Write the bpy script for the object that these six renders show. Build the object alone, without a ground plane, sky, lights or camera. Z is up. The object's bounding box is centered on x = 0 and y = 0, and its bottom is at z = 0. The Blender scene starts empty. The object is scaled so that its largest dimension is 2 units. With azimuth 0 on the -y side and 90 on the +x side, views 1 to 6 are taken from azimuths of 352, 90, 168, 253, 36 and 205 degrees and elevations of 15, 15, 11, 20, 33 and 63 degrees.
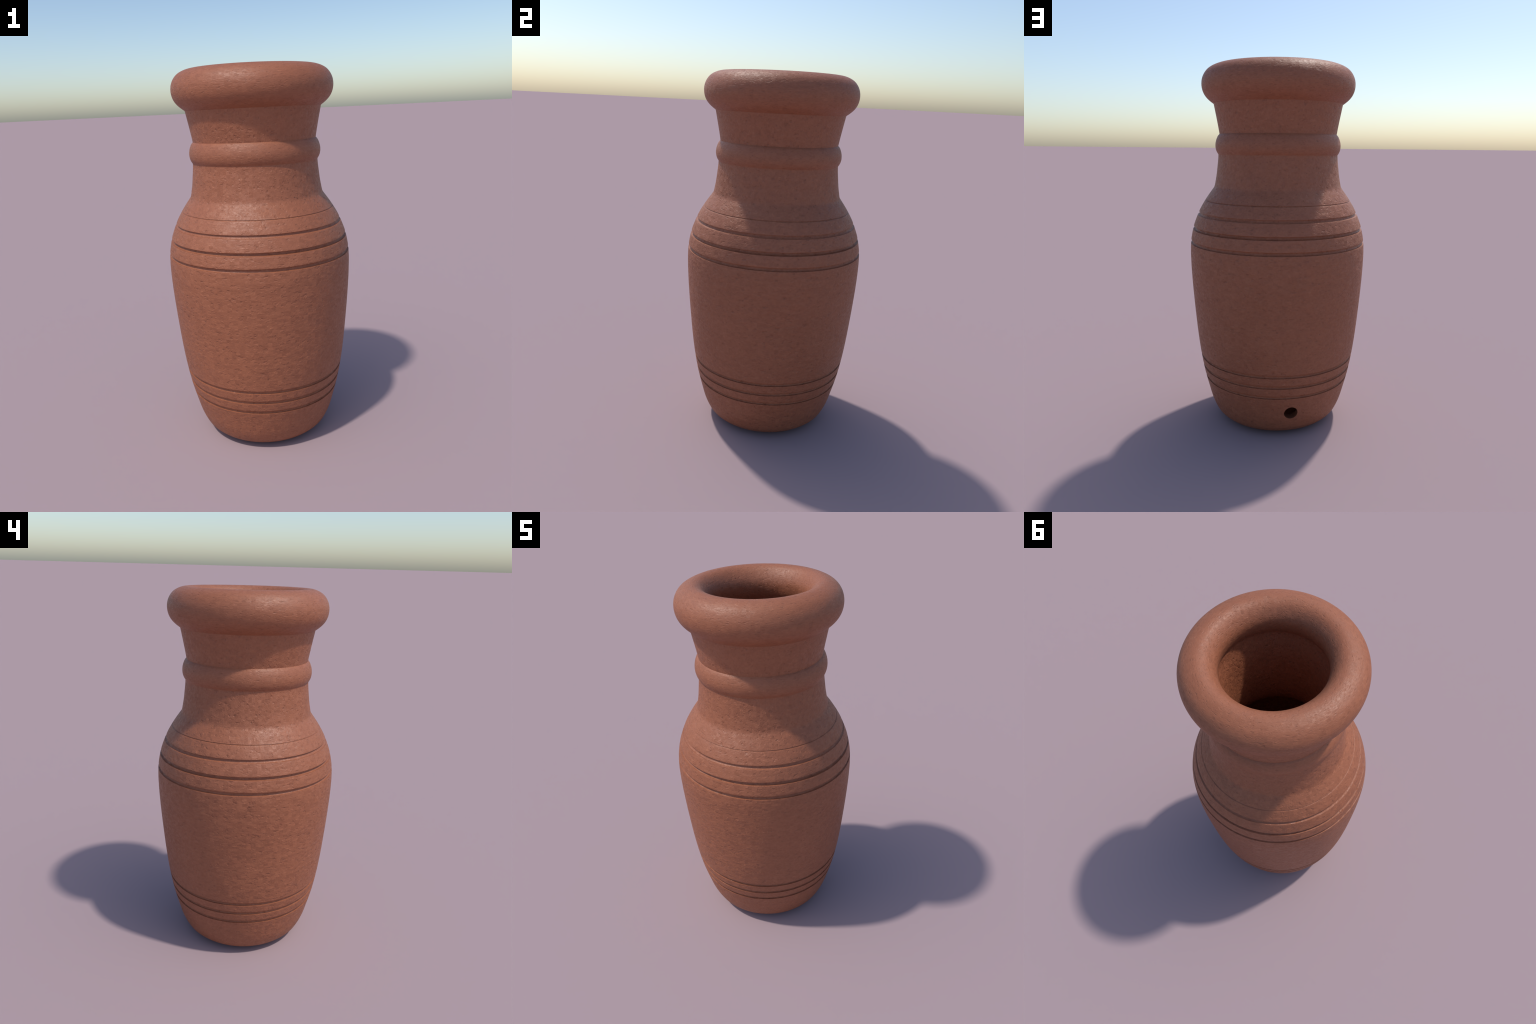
"""Terracotta vase: one revolved clay shell (outer profile, rolled rim, hollow
inside, foot) with turned grooves and a drilled drain hole, split into parts."""
import bpy, bmesh, math
import numpy as np
from mathutils import Vector

SEGMENTS = 448            # steps around the axis

# ------------------------------------------------------------------ profiles
def pchip(xs, ys):
    """Monotone cubic interpolation through control points (x ascending)."""
    x = np.array(xs, float); y = np.array(ys, float)
    h = np.diff(x); d = np.diff(y) / h
    m = np.zeros(len(x)); m[0] = d[0]; m[-1] = d[-1]
    for i in range(1, len(x) - 1):
        if d[i-1] * d[i] > 0:
            w1 = 2*h[i] + h[i-1]; w2 = h[i] + 2*h[i-1]
            m[i] = (w1 + w2) / (w1/d[i-1] + w2/d[i])
    def f(q):
        q = np.asarray(q, float)
        i = np.clip(np.searchsorted(x, q) - 1, 0, len(h) - 1)
        t = (q - x[i]) / h[i]
        return ((1+2*t)*(1-t)**2*y[i] + t*(1-t)**2*h[i]*m[i]
                + t*t*(3-2*t)*y[i+1] + t*t*(t-1)*h[i]*m[i+1])
    return f

def curve(points, n):
    """Smooth open curve through (r, z) points, n even steps along chord length."""
    p = np.array(points, float)
    s = np.concatenate([[0], np.cumsum(np.hypot(*np.diff(p, axis=0).T))])
    # natural cubic spline in s for r and z
    k = len(s); out = []
    h = np.diff(s)
    A = np.zeros((k, k)); A[0, 0] = A[-1, -1] = 1
    B = np.zeros((k, 2))
    for i in range(1, k - 1):
        A[i, i-1], A[i, i], A[i, i+1] = h[i-1], 2*(h[i-1]+h[i]), h[i]
        B[i] = 3*((p[i+1]-p[i])/h[i] - (p[i]-p[i-1])/h[i-1])
    c = np.linalg.solve(A, B)
    for q in np.linspace(0, s[-1], n + 1):
        i = min(max(np.searchsorted(s, q) - 1, 0), k - 2)
        t = q - s[i]
        b = (p[i+1]-p[i])/h[i] - h[i]*(2*c[i]+c[i+1])/3
        dd = (c[i+1]-c[i])/(3*h[i])
        out.append(tuple(p[i] + b*t + c[i]*t*t + dd*t**3))
    return out

body_z = [0.0, 0.005, 0.012, 0.020, 0.032, 0.047, 0.057, 0.075, 0.10, 0.125, 0.15, 0.20, 0.25, 0.30, 0.35,
          0.40, 0.45, 0.50, 0.55, 0.65, 0.75, 0.85, 0.92, 0.98, 1.03, 1.06, 1.10, 1.135,
          1.17, 1.20, 1.225, 1.25, 1.275, 1.30, 1.325, 1.35]
body_r = [0.232, 0.268, 0.296, 0.3160, 0.3320, 0.3475, 0.3553, 0.3648, 0.3760, 0.3852, 0.3925, 0.4056, 0.4185,
          0.4296, 0.4388, 0.4468, 0.4537, 0.4597, 0.4650, 0.4742, 0.4825, 0.4893, 0.4926,
          0.4938, 0.4922, 0.4892, 0.4820, 0.4735, 0.4612, 0.4488, 0.4375, 0.4238,
          0.4085, 0.3920, 0.3740, 0.3560]
body_radius = pchip(body_z, body_r)

# turned grooves, U channels: (centre height, half height, depth)
GROOVES = [(0.2622, 0.0096, 0.0108), (0.3248, 0.0098, 0.0108), (0.3878, 0.0096, 0.0108),
           (1.0480, 0.0098, 0.0120), (1.1245, 0.0094, 0.0145), (1.2045, 0.0090, 0.0100),
           (1.2765, 0.0022, 0.0030)]

profile = []      # list of (r, z, region of the step that leads to this point)
def add(points, region):
    for r, z in points:
        if profile and math.hypot(profile[-1][0]-r, profile[-1][1]-z) < 1e-6:
            continue
        profile.append((r, z, region))

# underside, from the axis outwards
add([(0.0, 0.0035)], "base")
add([(r, 0.0035) for r in np.linspace(0.02, 0.215, 12)], "base")
add([(0.222, 0.0010), (0.226, 0.0)], "base")
add([(0.232, 0.0)], "base")
# body with its grooves
z0 = 0.0
def body_run(za, zb, region="body"):
    n = max(2, int(round((zb - za) / (0.0025 if za < 0.01 else 0.006))))
    add([(float(body_radius(z)), z) for z in np.linspace(za, zb, n + 1)], region)
for gi, (zc, hh, dep) in enumerate(GROOVES):
    lip = hh * 0.15
    body_run(z0, zc - hh - lip)
    pts = []
    for t in np.linspace(0, math.pi, 17):
        z = zc - hh * math.cos(t)
        pts.append((float(body_radius(z)) - dep * math.sin(t) ** 0.5 - 0.0003, z))
    add(pts, f"groove{gi}")
    z = zc + hh + lip
    add([(float(body_radius(z)), z)], "body")
    z0 = z
body_run(z0, 1.338)
# neck below the collar, flowing out of the shoulder
neck_low = curve([(0.3645, 1.338), (0.3568, 1.3500), (0.3532, 1.362), (0.3488, 1.385), (0.3443, 1.41),
                  (0.3398, 1.445), (0.3358, 1.48), (0.3330, 1.51), (0.3322, 1.5270)], 34)
neck_low[0] = (float(body_radius(1.338)), 1.338)
add(neck_low, "neck")
# rounded collar ring
add(curve([(0.3322, 1.5270), (0.3385, 1.5365), (0.3452, 1.553), (0.3480, 1.573),
           (0.3455, 1.597), (0.3380, 1.619), (0.3305, 1.6315), (0.3248, 1.6370)], 30), "collar")
# flaring neck above it
add(curve([(0.3248, 1.6370), (0.3293, 1.665), (0.3338, 1.69), (0.3398, 1.722),
           (0.3453, 1.750), (0.3508, 1.778), (0.3548, 1.7975)], 22), "neck")
# rolled rim, over the top and down to the soft crease inside
add(curve([(0.3548, 1.7975), (0.3730, 1.8110), (0.3912, 1.8275), (0.4068, 1.8490), (0.4160, 1.8735),
           (0.4190, 1.9000), (0.4155, 1.9270), (0.4045, 1.9525), (0.3845, 1.9760),
           (0.3550, 1.9925), (0.3190, 2.0000), (0.2900, 1.9915), (0.2670, 1.9700),
           (0.2505, 1.9420), (0.2435, 1.9140), (0.2445, 1.8880), (0.2510, 1.8600),
           (0.2580, 1.8420), (0.2640, 1.8280)], 110), "rim")
# hollow inside
add(curve([(0.2640, 1.8280), (0.2630, 1.806), (0.2570, 1.765), (0.2490, 1.715), (0.2425, 1.640),
           (0.2375, 1.560), (0.2355, 1.480), (0.2370, 1.420), (0.2420, 1.370), (0.2505, 1.335),
           (0.2640, 1.302), (0.2900, 1.268)], 56), "inner_wall")
add(curve([(0.2900, 1.268), (0.3280, 1.228), (0.3700, 1.175), (0.4040, 1.110), (0.4250, 1.030),
           (0.4300, 0.950), (0.4270, 0.850), (0.4190, 0.720), (0.4080, 0.580),
           (0.3970, 0.450), (0.3850, 0.330), (0.3780, 0.235), (0.3620, 0.165),
           (0.3300, 0.122), (0.2650, 0.103), (0.2100, 0.096)], 120), "inner_wall")
add([(r, 0.096) for r in np.linspace(0.19, 0.02, 9)] + [(0.0, 0.096)], "inner_wall")

REGIONS = []
for _, _, g in profile:
    if g not in REGIONS:
        REGIONS.append(g)
REGIONS.append("drain_hole")

# ------------------------------------------------------------- revolved shell
def revolve():
    bm = bmesh.new()
    rings = []
    for r, z, _ in profile:
        if r < 1e-9:
            rings.append([bm.verts.new((0, 0, z))])
        else:
            rings.append([bm.verts.new((r*math.sin(a), -r*math.cos(a), z))
                          for a in (2*math.pi*k/SEGMENTS for k in range(SEGMENTS))])
    for i in range(1, len(rings)):
        a, b = rings[i-1], rings[i]
        idx = REGIONS.index(profile[i][2])
        for k in range(SEGMENTS):
            k2 = (k + 1) % SEGMENTS
            q = [a[k % len(a)], a[k2 % len(a)], b[k2 % len(b)], b[k % len(b)]]
            q = [v for j, v in enumerate(q) if v not in q[:j]]
            f = bm.faces.new(q); f.smooth = True; f.material_index = idx
    bmesh.ops.recalc_face_normals(bm, faces=bm.faces)
    me = bpy.data.meshes.new("shell")
    bm.to_mesh(me); bm.free()
    for name in REGIONS:
        me.materials.append(bpy.data.materials.new("slot_" + name))
    ob = bpy.data.objects.new("shell", me)
    bpy.context.scene.collection.objects.link(ob)
    return ob

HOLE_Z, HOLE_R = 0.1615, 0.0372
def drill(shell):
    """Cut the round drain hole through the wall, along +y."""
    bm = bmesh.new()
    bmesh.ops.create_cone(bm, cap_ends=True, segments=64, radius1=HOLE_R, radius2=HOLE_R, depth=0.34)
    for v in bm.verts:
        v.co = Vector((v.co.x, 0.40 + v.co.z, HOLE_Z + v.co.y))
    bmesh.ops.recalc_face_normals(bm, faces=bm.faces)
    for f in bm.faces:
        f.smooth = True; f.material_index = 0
    me = bpy.data.meshes.new("drill"); bm.to_mesh(me); bm.free()
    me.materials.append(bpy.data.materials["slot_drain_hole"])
    cutter = bpy.data.objects.new("drill", me)
    bpy.context.scene.collection.objects.link(cutter)
    mod = shell.modifiers.new("cut", 'BOOLEAN')
    mod.operation = 'DIFFERENCE'; mod.object = cutter; mod.solver = 'EXACT'
    mod.material_mode = 'TRANSFER'
    dg = bpy.context.evaluated_depsgraph_get()
    out = bpy.data.meshes.new_from_object(shell.evaluated_get(dg))
    shell.modifiers.clear()
    shell.data = out
    bpy.data.objects.remove(cutter)
    return shell

# ------------------------------------------------------------------ materials
def clay_material(name, around_k=1.0, up_k=1.0, tone=1.0, relief=0.0029, lean_k=0.17):
    m = bpy.data.materials.new(name); m.use_nodes = True
    nt = m.node_tree; N = nt.nodes; L = nt.links
    bsdf = N["Principled BSDF"]
    def node(t, **kw):
        n = N.new(t)
        for k, v in kw.items(): setattr(n, k, v)
        return n
    def math_(op, a, b=None, c=None):
        n = node('ShaderNodeMath', operation=op)
        for i, v in enumerate((a, b, c)):
            if v is None: continue
            if isinstance(v, (int, float)): n.inputs[i].default_value = v
            else: L.new(v, n.inputs[i])
        return n.outputs[0]
    tc = node('ShaderNodeTexCoord')
    sep = node('ShaderNodeSeparateXYZ'); L.new(tc.outputs['Object'], sep.inputs[0])
    x, y, z = sep.outputs
    r = math_('MAXIMUM', math_('SQRT', math_('ADD', math_('MULTIPLY', x, x), math_('MULTIPLY', y, y))), 1e-4)
    cs = math_('DIVIDE', x, r); sn = math_('DIVIDE', y, r)
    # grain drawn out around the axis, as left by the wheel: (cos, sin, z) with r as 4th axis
    def wrapped(around, up):
        around, up = around * around_k, up * up_k
        c = node('ShaderNodeCombineXYZ')
        L.new(math_('MULTIPLY', cs, around), c.inputs[0])
        L.new(math_('MULTIPLY', sn, around), c.inputs[1])
        L.new(math_('MULTIPLY', z, up), c.inputs[2])
        return c.outputs[0], math_('MULTIPLY', r, up)
    def noise(around, up, scale, detail=2.0, rough=0.5):
        v, w = wrapped(around, up)
        n = node('ShaderNodeTexNoise', noise_dimensions='4D')
        n.inputs['Scale'].default_value = scale
        n.inputs['Detail'].default_value = detail
        n.inputs['Roughness'].default_value = rough
        L.new(v, n.inputs['Vector']); L.new(w, n.inputs['W'])
        return n.outputs['Fac']
    def remap(v, a, b, c, d):
        n = node('ShaderNodeMapRange')
        L.new(v, n.inputs[0])
        for i, q in enumerate((a, b, c, d)): n.inputs[i+1].default_value = q
        return n.outputs[0]
    fine = noise(0.34, 1.0, 105, 2, 0.6)
    mid = noise(0.30, 1.0, 38, 2, 0.5)
    broad = noise(0.4, 0.8, 5, 2, 0.5)
    pits_n = noise(0.30, 1.0, 76, 1.5, 0.5)
    pits = remap(pits_n, 0.58, 0.74, 0.0, 1.0)         # sparse small pits
    bumps = remap(pits_n, 0.40, 0.27, 0.0, 1.0)        # sparse raised grains
    # small squarish colour patches
    ang = math_('ARCTAN2', x, y)
    cell = node('ShaderNodeCombineXYZ')
    L.new(math_('FLOOR', math_('MULTIPLY', ang, 128/(2*math.pi))), cell.inputs[0])
    L.new(math_('FLOOR', math_('MULTIPLY', z, 74)), cell.inputs[1])
    L.new(math_('FLOOR', math_('MULTIPLY', r, 40)), cell.inputs[2])
    wn = node('ShaderNodeTexWhiteNoise', noise_dimensions='3D'); L.new(cell.outputs[0], wn.inputs['Vector'])
    # value = 0..1 blend between darker and lighter clay
    v = math_('MULTIPLY', math_('SUBTRACT', fine, 0.5), 0.60)
    v = math_('ADD', v, math_('MULTIPLY', math_('SUBTRACT', mid, 0.5), 0.32))
    v = math_('ADD', v, math_('MULTIPLY', math_('SUBTRACT', broad, 0.5), 0.14))
    v = math_('ADD', v, math_('MULTIPLY', math_('SUBTRACT', wn.outputs['Value'], 0.5), 0.14))
    v = math_('SUBTRACT', math_('ADD', v, 0.5), math_('MULTIPLY', pits, 0.24))
    v = math_('ADD', v, math_('MULTIPLY', bumps, 0.24))
    ramp = node('ShaderNodeValToRGB')
    el = ramp.color_ramp.elements
    el[0].position = 0.0; el[0].color = (0.190, 0.061, 0.028, 1)
    el[1].position = 1.0; el[1].color = (0.378, 0.136, 0.066, 1)
    e = el.new(0.5); e.color = (0.295, 0.100, 0.0478, 1)
    for e in el:
        e.color = tuple(c * tone for c in e.color[:3]) + (1,)
    L.new(v, ramp.inputs[0])
    L.new(ramp.outputs[0], bsdf.inputs['Base Color'])
    L.new(remap(fine, 0.3, 0.7, 0.66, 0.46), bsdf.inputs['Roughness'])
    bsdf.inputs['Specular IOR Level'].default_value = 0.5
    # relief
    hgt = math_('ADD', math_('MULTIPLY', fine, 0.45), math_('MULTIPLY', mid, 0.55))
    hgt = math_('SUBTRACT', hgt, math_('MULTIPLY', pits, 0.55))
    hgt = math_('ADD', hgt, math_('MULTIPLY', bumps, 0.35))
    bump = node('ShaderNodeBump')
    bump.inputs['Strength'].default_value = 1.0
    bump.inputs['Distance'].default_value = relief
    L.new(hgt, bump.inputs['Height'])
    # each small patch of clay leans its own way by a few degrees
    geo = node('ShaderNodeNewGeometry')
    lean = node('ShaderNodeVectorMath', operation='SUBTRACT')
    L.new(wn.outputs['Color'], lean.inputs[0]); lean.inputs[1].default_value = (0.5, 0.5, 0.5)
    lean_s = node('ShaderNodeVectorMath', operation='SCALE')
    L.new(lean.outputs[0], lean_s.inputs[0]); lean_s.inputs['Scale'].default_value = lean_k
    tilt = node('ShaderNodeVectorMath', operation='ADD')
    L.new(geo.outputs['Normal'], tilt.inputs[0]); L.new(lean_s.outputs[0], tilt.inputs[1])
    unit = node('ShaderNodeVectorMath', operation='NORMALIZE')
    L.new(tilt.outputs[0], unit.inputs[0])
    L.new(unit.outputs[0], bump.inputs['Normal'])
    L.new(bump.outputs[0], bsdf.inputs['Normal'])
    return m

# ------------------------------------------------------- split into the parts
def split(shell, clay, wheel_clay, shade_tinted_clay):
    me = shell.data
    bm = bmesh.new(); bm.from_mesh(me)
    for e in bm.edges:                     # creases stay crisp, the rest is smooth
        if len(e.link_faces) == 2:
            hole = {f.material_index for f in e.link_faces}
            e.smooth = e.calc_face_angle(0) < math.radians(38)
            if len(hole) == 2 and REGIONS.index("drain_hole") in hole:
                e.smooth = False
    bm.to_mesh(me); bm.free()
    normals = [tuple(n.vector) for n in me.corner_normals]
    root = bpy.data.objects.new("vase", None)
    bpy.context.scene.collection.objects.link(root)
    root["label"] = "tall reddish terracotta clay vase with rolled rim, collar and turned grooves"
    root["category"] = "vase"
    parts = {}
    names = [s.name.replace("slot_", "") for s in me.materials]
    for i, region in enumerate(names):
        polys = [p for p in me.polygons if p.material_index == i]
        if not polys:
            continue
        remap, verts, faces, nors = {}, [], [], []
        for p in polys:
            f = []
            for li in p.loop_indices:
                vi = me.loops[li].vertex_index
                if vi not in remap:
                    remap[vi] = len(verts); verts.append(tuple(me.vertices[vi].co))
                f.append(remap[vi]); nors.append(normals[li])
            faces.append(f)
        name = "groove" if region.startswith("groove") else region
        pm = bpy.data.meshes.new(name)
        pm.from_pydata(verts, [], faces)
        pm.polygons.foreach_set("use_smooth", [True] * len(faces))
        pm.update()
        pm.normals_split_custom_set(nors)
        pm.materials.append({"rim": wheel_clay, "collar": wheel_clay, "drain_hole": shade_tinted_clay}.get(region, clay))
        ob = bpy.data.objects.new(name, pm)
        bpy.context.scene.collection.objects.link(ob)
        ob.parent = root
        parts[region] = ob
    for region, ob in parts.items():       # cut features belong to the body
        if region.startswith("groove") or region == "drain_hole":
            ob.parent = parts["body"]
    bpy.data.objects.remove(shell)
    for m in list(bpy.data.materials):
        if m.name.startswith("slot_"):
            bpy.data.materials.remove(m)

clay = clay_material("terracotta")
wheel_clay = clay_material("terracotta_rolled", 0.9, 2.0, relief=0.0018, lean_k=0.10)   # finer, more drawn-out grain
shade_tinted_clay = clay_material("terracotta_painted_shade", tone=0.6)          # clay colour darkened to paint in the drain hole's shade
split(drill(revolve()), clay, wheel_clay, shade_tinted_clay)
